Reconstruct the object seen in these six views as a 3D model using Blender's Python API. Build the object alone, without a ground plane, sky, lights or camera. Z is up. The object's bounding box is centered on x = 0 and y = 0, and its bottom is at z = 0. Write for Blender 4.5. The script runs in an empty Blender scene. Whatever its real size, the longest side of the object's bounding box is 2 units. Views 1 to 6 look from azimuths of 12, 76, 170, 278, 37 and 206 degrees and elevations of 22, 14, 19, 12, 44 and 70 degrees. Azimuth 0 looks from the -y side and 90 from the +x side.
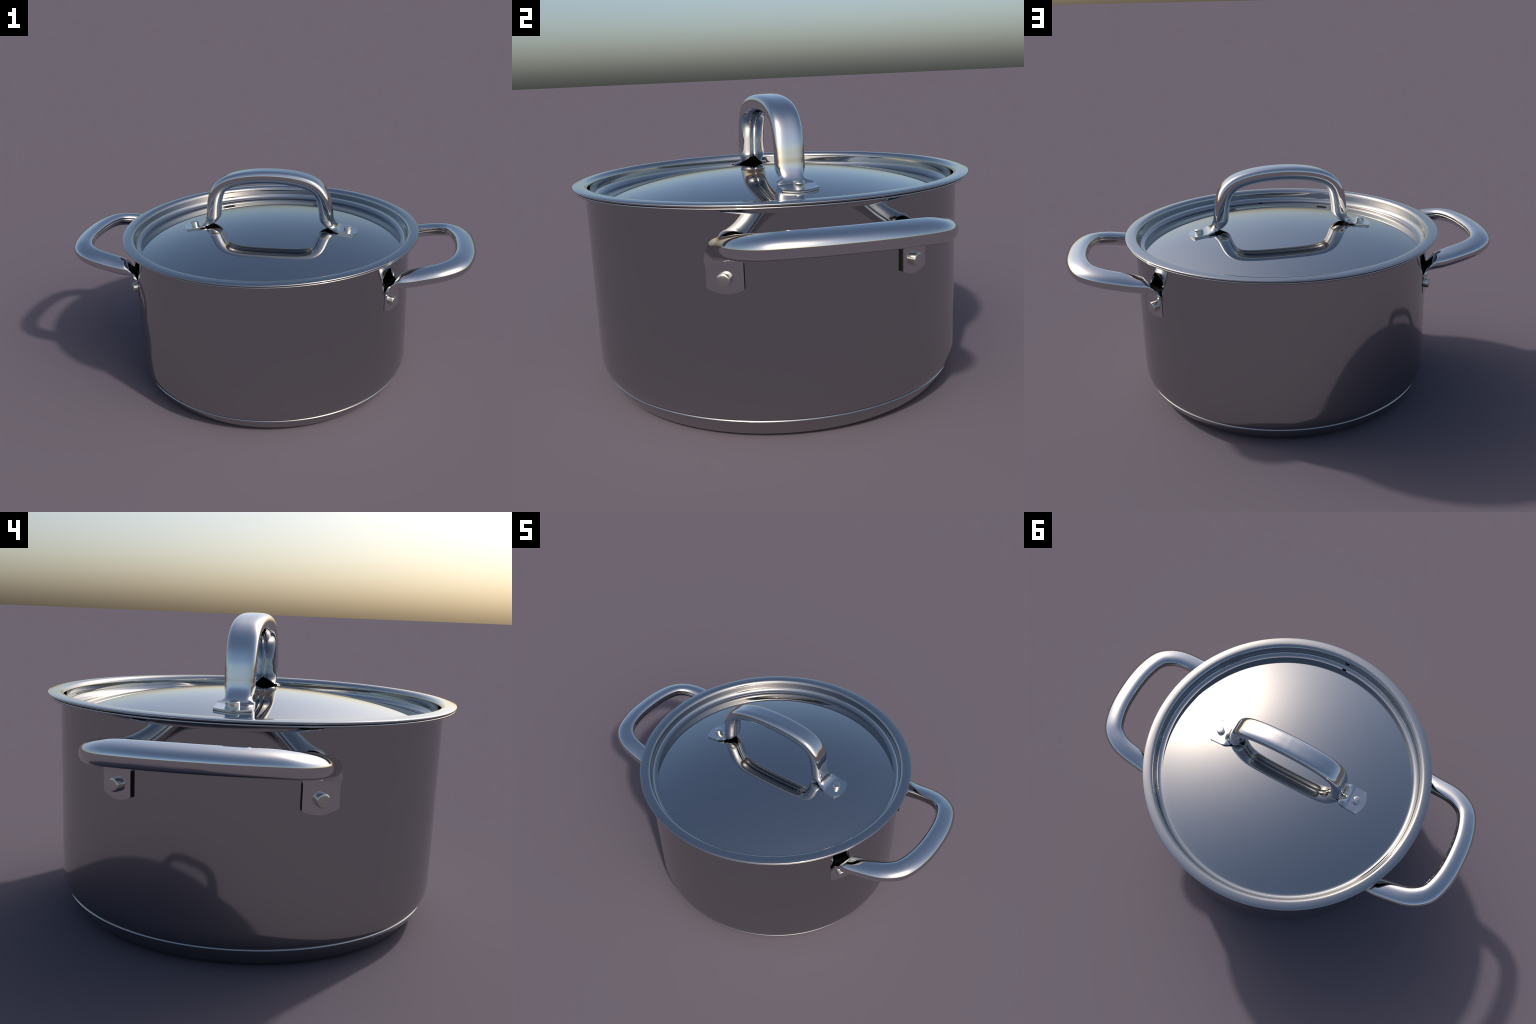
"""Two-handled stainless steel cooking pot with a domed, recessed lid.

Everything is built from profiles: the body, the base plate and the lid are
surfaces of revolution; the three handles are sheet-metal strips whose cross
section rolls up from a flat, riveted tab into a closed tube with a seam.
"""
import bpy
import bmesh
import math
from mathutils import Vector

SEG = 288                      # segments round the pot


# ------------------------------------------------------------------ helpers
def smoothstep(a, b, x):
    t = min(1.0, max(0.0, (x - a) / (b - a)))
    return t * t * (3 - 2 * t)


def arc(cx, cz, r, a0, a1, n=10):
    """Points of a circular fillet in the (radius, height) plane, degrees."""
    return [(cx + r * math.cos(math.radians(a0 + (a1 - a0) * i / n)),
             cz + r * math.sin(math.radians(a0 + (a1 - a0) * i / n))) for i in range(n + 1)]


def catmull(points, per_span):
    """Catmull-Rom curve through 3D control points."""
    p = [Vector(q) for q in points]
    p = [2 * p[0] - p[1]] + p + [2 * p[-1] - p[-2]]
    out = []
    for i in range(1, len(p) - 2):
        for k in range(per_span):
            t = k / per_span
            a, b, c, d = p[i - 1], p[i], p[i + 1], p[i + 2]
            out.append(0.5 * ((2 * b) + (c - a) * t + (2 * a - 5 * b + 4 * c - d) * t * t
                              + (3 * b - a - 3 * c + d) * t ** 3))
    out.append(p[-2])
    return out


def new_object(name, verts, faces, material, angle=40.0):
    me = bpy.data.meshes.new(name)
    me.from_pydata([tuple(v) for v in verts], [], faces)
    bm = bmesh.new()
    bm.from_mesh(me)
    bmesh.ops.remove_doubles(bm, verts=bm.verts, dist=1e-6)
    bmesh.ops.recalc_face_normals(bm, faces=bm.faces)
    limit = math.radians(angle)
    for f in bm.faces:
        f.smooth = True
    for e in bm.edges:
        e.smooth = not (len(e.link_faces) == 2 and e.calc_face_angle(0.0) > limit)
    bm.to_mesh(me)
    bm.free()
    me.materials.append(material)
    ob = bpy.data.objects.new(name, me)
    bpy.context.scene.collection.objects.link(ob)
    return ob


def lathe(name, profile, material, closed, angle=40.0):
    """Revolve a (radius, height) profile about the vertical axis."""
    verts, faces, rows = [], [], []
    for r, z in profile:
        if r < 1e-6:
            rows.append([len(verts)])
            verts.append((0, 0, z))
        else:
            rows.append(list(range(len(verts), len(verts) + SEG)))
            verts += [(r * math.cos(math.tau * i / SEG), r * math.sin(math.tau * i / SEG), z)
                      for i in range(SEG)]
    pairs = list(zip(rows, rows[1:])) + ([(rows[-1], rows[0])] if closed else [])
    for a, b in pairs:
        for i in range(SEG):
            j = (i + 1) % SEG
            if len(a) == 1 and len(b) == 1:
                continue
            if len(a) == 1:
                faces.append((a[0], b[i], b[j]))
            elif len(b) == 1:
                faces.append((a[i], b[0], a[j]))
            else:
                faces.append((a[i], b[i], b[j], a[j]))
    return new_object(name, verts, faces, material, angle)


# ---------------------------------------------------------------- materials
def steel(name, colour, roughness, variation=0.006, streak=(30.0, 30.0, 30.0)):
    """Polished steel: a little uneven in colour and gloss, as real steel is."""
    m = bpy.data.materials.new(name)
    m.use_nodes = True
    nt = m.node_tree
    bsdf = nt.nodes["Principled BSDF"]
    bsdf.inputs["Metallic"].default_value = 1.0
    tc = nt.nodes.new("ShaderNodeTexCoord")
    mp = nt.nodes.new("ShaderNodeMapping")
    mp.inputs["Scale"].default_value = streak
    nz = nt.nodes.new("ShaderNodeTexNoise")
    nz.inputs["Scale"].default_value = 1.0
    nz.inputs["Detail"].default_value = 3.0
    ramp = nt.nodes.new("ShaderNodeValToRGB")
    lo = tuple(c * (1 - variation) for c in colour) + (1,)
    hi = tuple(c * (1 + variation) for c in colour) + (1,)
    ramp.color_ramp.elements[0].color, ramp.color_ramp.elements[0].position = lo, 0.3
    ramp.color_ramp.elements[1].color, ramp.color_ramp.elements[1].position = hi, 0.7
    rr = nt.nodes.new("ShaderNodeMapRange")
    rr.inputs["To Min"].default_value = roughness * 0.99
    rr.inputs["To Max"].default_value = roughness * 1.01
    nt.links.new(tc.outputs["Object"], mp.inputs["Vector"])
    nt.links.new(mp.outputs["Vector"], nz.inputs["Vector"])
    nt.links.new(nz.outputs["Fac"], ramp.inputs["Fac"])
    nt.links.new(nz.outputs["Fac"], rr.inputs["Value"])
    nt.links.new(ramp.outputs["Color"], bsdf.inputs["Base Color"])
    nt.links.new(rr.outputs["Result"], bsdf.inputs["Roughness"])
    return m


BODY_STEEL = steel("body_steel", (0.43, 0.43, 0.43), 0.035)
LID_STEEL = steel("lid_steel", (0.43, 0.43, 0.43), 0.035)
HANDLE_STEEL = steel("handle_steel", (0.62, 0.62, 0.62), 0.035)
INSIDE_STEEL = steel("shade_darkened_steel", (0.035, 0.034, 0.033), 0.55)  # darkened and dulled to paint deep shade inside the open handle roots
RIVET_STEEL = steel("rivet_steel", (0.65, 0.64, 0.59), 0.19)


# ------------------------------------------------------------ body and base
R_WALL = 0.6872
wall = []
wall += [(0.0, 0.062), (0.58, 0.062), (0.650, 0.072), (0.6668, 0.0746)]
wall += [(0.6712, 0.0810), (0.6770, 0.0895), (0.6823, 0.103), (0.6860, 0.119), (R_WALL, 0.134)]
wall += [(R_WALL, 0.25), (R_WALL, 0.40), (R_WALL, 0.55), (R_WALL, 0.68)]
wall += arc(R_WALL + 0.018, 0.7415, 0.018, 180, 90, 8)            # flare under the lip
wall += arc(0.7250, 0.7635, 0.0040, -90, 90, 8)                  # lip edge
wall += [(0.704, 0.7678), (0.691, 0.7645), (0.6815, 0.754), (0.6790, 0.735)]
wall += [(0.6790, 0.40), (0.6790, 0.16), (0.670, 0.12), (0.65, 0.092), (0.60, 0.078), (0.0, 0.078)]
body = lathe("body", wall, BODY_STEEL, False)

plate = [(0.0, 0.0), (0.604, 0.0), (0.612, 0.0015), (0.618, 0.005)]
plate += [(0.629, 0.013), (0.641, 0.025), (0.652, 0.040), (0.6610, 0.056)]
plate += arc(0.6672, 0.0712, 0.0016, -20, 45, 4)                  # bright ring: chamfer up to the wall
plate += [(0.6664, 0.0748), (0.650, 0.0740), (0.0, 0.0740)]
base = lathe("base_plate", plate, BODY_STEEL, False)

# ---------------------------------------------------------------------- lid
DOME_Z, DOME_K = 0.793, 0.192


def dome(r):
    return DOME_Z - DOME_K * r * r


def lid_profile():
    top = [(r, dome(r)) for r in [0.64 * i / 26 for i in range(26)]]
    # gutter: concave fillet between the dome's foot and the upright wall
    slope = math.degrees(math.atan(2 * DOME_K * 0.640))
    gr = 0.0262
    gx, gz = 0.6482, dome(0.642) + gr * math.cos(math.radians(slope))
    top = [p for p in top if p[0] < 0.634]
    top += arc(gx, gz, gr, -90 - slope, -3, 14)
    top += arc(0.6952, 0.7590, 0.0205, 177, 92, 10)                # roll on to the flange
    top += [(0.704, 0.7794), (0.714, 0.7787)]
    rim = arc(0.7276, 0.7728, 0.0042, 75, -90, 8)
    under = [(0.706, 0.7710), (0.696, 0.7710)]
    under += arc(0.6952, 0.7590, 0.0122, 95, 177, 8)
    under += arc(gx, gz, gr + 0.0080, -3, -90 - slope, 14)
    under += [(r, dome(r) - 0.0085) for r in [0.60 - 0.60 * i / 20 for i in range(21)]]
    return top + rim + under


lid = lathe("lid", lid_profile(), LID_STEEL, False)


def cut_vent(ob, x, y, half_length, half_width):
    """A small oblong steam vent through the gutter."""
    ring = []
    for side in (1, -1):
        for i in range(13):
            a = math.radians(-90 + 180 * i / 12) if side == 1 else math.radians(90 + 180 * i / 12)
            ring.append((x + side * (half_length - half_width) + half_width * math.cos(a), y + half_width * math.sin(a)))
    n = len(ring)
    verts = [(px, py, 0.66) for px, py in ring] + [(px, py, 0.80) for px, py in ring]
    faces = [tuple(range(n))[::-1], tuple(range(n, 2 * n))] + [(i, (i + 1) % n, n + (i + 1) % n, n + i) for i in range(n)]
    tool = new_object("vent_tool", verts, faces, LID_STEEL)
    m = ob.modifiers.new("vent", "BOOLEAN")
    m.operation, m.object, m.solver = "DIFFERENCE", tool, "EXACT"
    out = bpy.data.meshes.new_from_object(ob.evaluated_get(bpy.context.evaluated_depsgraph_get()))
    ob.modifiers.clear()
    ob.data = out
    bpy.data.objects.remove(tool)
    bm = bmesh.new()
    bm.from_mesh(out)
    for e in bm.edges:
        e.smooth = not (len(e.link_faces) == 2 and e.calc_face_angle(0.0) > math.radians(40))
    bm.to_mesh(out)
    bm.free()


cut_vent(lid, 0.0, -0.6515, 0.0122, 0.0052)


# ------------------------------------------------------------ rolled handles
def ring_table(w, h, n_out, n_in, steps=720):
    """Tube wall by arc length: f in [-1, 1], 0 = middle of the outer face,
    +-1 = middle of the inner face; each half has its own roundness."""
    pts = []
    for i in range(steps + 1):
        th = -math.pi / 2 + math.pi * i / steps
        c, q = math.cos(th), math.sin(th)
        n = n_out if q < 0 else n_in
        pts.append((0.5 * w * abs(c) ** (2 / n), 0.5 * h * math.copysign(abs(q) ** (2 / n), q)))
    run = [0.0]
    for p, q in zip(pts, pts[1:]):
        run.append(run[-1] + math.hypot(q[0] - p[0], q[1] - p[1]))

    def at(f):
        want, lo = abs(f) * run[-1], 0
        hi = steps
        while hi - lo > 1:
            mid = (lo + hi) // 2
            if run[mid] > want:
                hi = mid
            else:
                lo = mid
        t = (want - run[lo]) / max(1e-9, run[hi] - run[lo])
        x = pts[lo][0] + (pts[hi][0] - pts[lo][0]) * t
        y = pts[lo][1] + (pts[hi][1] - pts[lo][1]) * t
        return math.copysign(x, f), y
    return at


def rolled_strip(name, stations, half_tab, thickness, section, groove, material, around=80):
    """Loft a strip of sheet metal along stations.

    station: spine (on the outer face), lateral axis, inward axis, section
    centre, roll (0 flat tab .. 1 tube wall), wrap (share of the tube's
    perimeter the sheet covers), turn (where the strip's middle sits round the
    tube, as a share of half the perimeter), push of the tab's rounded end.
    """
    plain = ring_table(*section)
    verts, faces = [], []
    count = around + 1
    for S, A, N, C, roll, wrap, turn, push in stations:
        for k in range(count):
            s = -1 + 2 * k / around
            flat = S + A * (s * half_tab) + push * (s * s)
            f = s * wrap * 0.9993 + turn
            if f > 1:
                f -= 2
            a, b = plain(f)
            dip = 1 - groove * smoothstep(0.88, 1.02, abs(s * wrap)) ** 2
            tube = C + A * (a * dip) + N * (b * dip)
            verts.append(flat.lerp(tube, roll))
    for i in range(len(stations) - 1):
        for k in range(around):
            q = i * count + k
            faces.append((q, q + 1, q + count + 1, q + count))
    ob = new_object(name, verts, faces, material, 60)
    # faces must look outwards: test one beside the closed tube's centre
    me = ob.data
    C = stations[len(stations) // 2][3]
    near = min(me.polygons, key=lambda f: (f.center - C).length)
    if near.normal.dot(near.center - C) < 0:
        me.flip_normals()
    so = ob.modifiers.new("sheet", "SOLIDIFY")
    so.thickness, so.offset = thickness, -1.0
    ob.data.materials.append(INSIDE_STEEL)         # inner face blackened: the hollow's darkness put into its colour
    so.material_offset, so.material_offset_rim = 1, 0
    be = ob.modifiers.new("edge", "BEVEL")
    be.width, be.segments, be.limit_method, be.angle_limit = 0.0014, 2, "ANGLE", math.radians(60)
    dg = bpy.context.evaluated_depsgraph_get()
    out = bpy.data.meshes.new_from_object(ob.evaluated_get(dg))
    ob.modifiers.clear()
    ob.data = out
    bm = bmesh.new()
    bm.from_mesh(out)
    for f in bm.faces:
        f.smooth = True
    for e in bm.edges:
        e.smooth = not (len(e.link_faces) == 2 and e.calc_face_angle(0.0) > math.radians(45))
    bm.to_mesh(out)
    bm.free()
    return ob


Z = Vector((0, 0, 1))
NONE = Vector((0, 0, 0))
TAB_AZ = math.radians(30.5)                      # way the side handles' tabs face
ARM_AZ = math.radians(10)                        # and the arms, where they leave the bend
TAB_AT = Vector((0.6905 * math.cos(math.radians(26.4)), 0.6905 * math.sin(math.radians(26.4)), 0))


def side_handle_half():
    """Stations from the tab's foot to the middle of the grip, +x +y quarter."""
    W, H = 0.098, 0.067
    st = []
    n = Vector((math.cos(TAB_AZ), math.sin(TAB_AZ), 0))
    A0 = Vector((-n.y, n.x, 0))
    for z in (0.499, 0.503, 0.509, 0.516, 0.525, 0.537, 0.55, 0.563, 0.575, 0.584):
        S = TAB_AT + Z * z
        st.append((S, A0, -n, S - n * (H / 2), 0.0, 0.36, 0.0, Z * (0.0165 * (1 - smoothstep(0.499, 0.540, z)))))
    # tight bend outwards; the facing swings from the wall's normal to the arm
    r, S = 0.030, TAB_AT + Z * 0.586
    steps = 12
    turned = 0.0
    for i in range(1, steps + 1):
        t = math.radians(79 * (i - 0.5) / steps)
        az = TAB_AZ + (ARM_AZ - TAB_AZ) * (i / steps) ** 1.5
        out = Vector((math.cos(az), math.sin(az), 0))
        S = S + (Z * math.cos(t) + out * math.sin(t)) * (r * math.radians(79) / steps)
        t = math.radians(79 * i / steps)
        N = -out * math.cos(t) + Z * math.sin(t)
        A = Vector((-out.y, out.x, 0))
        x = i / steps
        st.append((S.copy(), A, N, S + N * (H / 2), 0.62 * smoothstep(0.30, 1.1, x) ** 1.3, 0.36 + 0.34 * x, 0.10 * x, NONE))
    start = S + N * (H / 2)
    # arm and grip: centre line of the tube
    ctrl = [tuple(start), (0.674, 0.3120, 0.6535), (0.706, 0.3085, 0.6610), (0.746, 0.3050, 0.6695), (0.788, 0.2995, 0.6780),
            (0.828, 0.2900, 0.6855), (0.867, 0.2700, 0.6925), (0.897, 0.2445, 0.6975), (0.9155, 0.2165, 0.7025),
            (0.9345, 0.1630, 0.7055), (0.9468, 0.0975, 0.7072), (0.9503, 0.0450, 0.7078), (0.9513, 0.0, 0.7078)]
    line = catmull(ctrl, 9)
    for _ in range(40):                              # ease the corner: no kinks in a bent tube
        tail = Vector((line[-2].x, -line[-2].y, line[-2].z))
        ext = line + [tail]
        line = line[:12] + [(ext[i - 1] + 2 * ext[i] + ext[i + 1]) / 4 for i in range(12, len(line))]
    for k in range(1, len(line)):
        C = line[k]
        T = (line[min(k + 1, len(line) - 1)] - line[k - 1])
        if k == len(line) - 1:
            T = Vector((0, -1, 0))
        T.normalize()
        u = k / 9.0
        A = Vector((-T.y, T.x, 0)).normalized()
        A = Vector((-math.sin(ARM_AZ), math.cos(ARM_AZ), 0)).lerp(A, smoothstep(0.0, 1.6, u)).normalized()
        N = T.cross(A).normalized()
        if N.z < 0:
            N = -N
        lean = math.radians(12) * smoothstep(0.4, 2.6, u)      # section rolled: inner edge high
        A, N = A * math.cos(lean) - N * math.sin(lean), N * math.cos(lean) + A * math.sin(lean)
        ROLL0 = 0.62 * smoothstep(0.30, 1.1, 1.0) ** 1.3
        roll = ROLL0 + (1 - ROLL0) * smoothstep(-0.3, 0.7, u)
        wrap = 0.70 + 0.30 * smoothstep(-0.15, 1.1, u)
        turn = 0.10 + 0.40 * smoothstep(-0.1, 1.8, u)
        st.append((C - N * (H / 2), A, N, C, roll, wrap, turn, NONE))
    return st, (W, H, 2.35, 2.35)


def mirrored(st, sx, sy):
    flip = lambda v: Vector((v.x * sx, v.y * sy, v.z))
    return [(flip(S), flip(A), flip(N), flip(C), roll, wrap, turn, flip(p)) for S, A, N, C, roll, wrap, turn, p in st]


half, sec = side_handle_half()
loop = half + mirrored(half, 1, -1)[-2::-1]
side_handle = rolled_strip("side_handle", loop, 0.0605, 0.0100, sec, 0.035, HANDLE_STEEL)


# the tabs' side edges are coloured near-black
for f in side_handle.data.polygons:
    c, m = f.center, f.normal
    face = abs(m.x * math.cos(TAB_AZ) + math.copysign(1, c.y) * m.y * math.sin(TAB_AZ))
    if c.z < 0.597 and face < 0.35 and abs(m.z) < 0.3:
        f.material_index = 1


def lid_handle_half():
    """Stations from the tab's tip (+x) to the crown of the arch."""
    W, H = 0.104, 0.0685
    # outer face of the handle, in the (x, z) plane
    outer = [(0.437, 0.7650), (0.425, 0.7666), (0.410, 0.7686), (0.390, 0.7713), (0.371, 0.7739), (0.356, 0.7764),
             (0.3425, 0.7845), (0.3300, 0.7995), (0.3212, 0.8170), (0.3175, 0.8350), (0.3142, 0.866), (0.3080, 0.912),
             (0.2945, 0.957), (0.2695, 0.9960), (0.2315, 1.0255), (0.1830, 1.0450), (0.1250, 1.0577),
             (0.0600, 1.0649), (0.0, 1.0670)]
    line = catmull([(x, 0, z) for x, z in outer], 6)
    st = []
    for k in range(len(line)):
        T = line[min(k + 1, len(line) - 1)] - line[max(k - 1, 0)]
        if k == len(line) - 1:
            T = Vector((-1, 0, 0))
        T.normalize()
        A = Vector((0, 1, 0))
        N = Vector((-T.z, 0, T.x))
        S = line[k]
        u = k / 6.0
        roll = smoothstep(5.0, 9.0, u) ** 1.3
        wrap = 0.29 + 0.71 * smoothstep(4.8, 8.0, u)
        push = Vector((-0.021, 0, 0.0037)) * (1 - smoothstep(0.0, 2.6, u))
        st.append((S, A, N, S + N * (H / 2), roll, wrap, 0.0, push))
    return st, (W, H, 3.8, 2.05)


half, sec = lid_handle_half()
loop = half + mirrored(half, -1, 1)[-2::-1]
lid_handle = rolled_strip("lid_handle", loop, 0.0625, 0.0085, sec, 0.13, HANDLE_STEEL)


# ------------------------------------------------------------------- rivets
def rivet_mesh(name, radius, height):
    prof = [(0.0, -0.012), (radius, -0.012), (radius, height - 0.0055)]
    prof += arc(radius - 0.005, height - 0.0055, 0.005, 0, 80, 5)[1:]
    prof += [(radius - 0.008, height + 0.0002), (0.0, height + 0.0006)]
    verts, faces, n = [], [], 40
    for r, z in prof:
        verts += [(max(r, 1e-5) * math.cos(math.tau * i / n), max(r, 1e-5) * math.sin(math.tau * i / n), z) for i in range(n)]
    for k in range(len(prof) - 1):
        for i in range(n):
            j = (i + 1) % n
            faces.append((k * n + i, k * n + j, (k + 1) * n + j, (k + 1) * n + i))
    return new_object(name, verts, faces, RIVET_STEEL, 50)


def place(ob, location, axis):
    ob.location = location
    ob.rotation_mode = "QUATERNION"
    ob.rotation_quaternion = Vector(axis).to_track_quat("Z", "Y")


pot = bpy.data.objects.new("cooking_pot", None)
bpy.context.scene.collection.objects.link(pot)
pot["label"] = "polished stainless steel pot with two side handles and domed lid"
pot["category"] = "cooking pot"

for part in (body, base, lid, side_handle):
    part.parent = pot
lid_handle.parent = lid

other = side_handle.copy()                       # same mesh, turned half round
other.rotation_euler = (0, 0, math.pi)
bpy.context.scene.collection.objects.link(other)
other.parent = pot

first = rivet_mesh("rivet", 0.0222, 0.0178)
for handle, sx in ((side_handle, 1), (other, -1)):
    for sy in (1, -1):
        r = first if (sx, sy) == (1, 1) else first.copy()
        if r is not first:
            bpy.context.scene.collection.objects.link(r)
        r.parent = handle
        place(r, Vector((TAB_AT.x, sy * TAB_AT.y, 0.5455)), (math.cos(TAB_AZ), sy * math.sin(TAB_AZ), 0.0))

lid_rivet = rivet_mesh("rivet", 0.0200, 0.0195)
for sx in (1, -1):
    r = lid_rivet if sx == 1 else lid_rivet.copy()
    if r is not lid_rivet:
        bpy.context.scene.collection.objects.link(r)
    r.parent = lid
    place(r, Vector((sx * 0.390, 0, 0.7700)), (sx * 0.12, 0, 1.0))

bpy.context.view_layer.update()
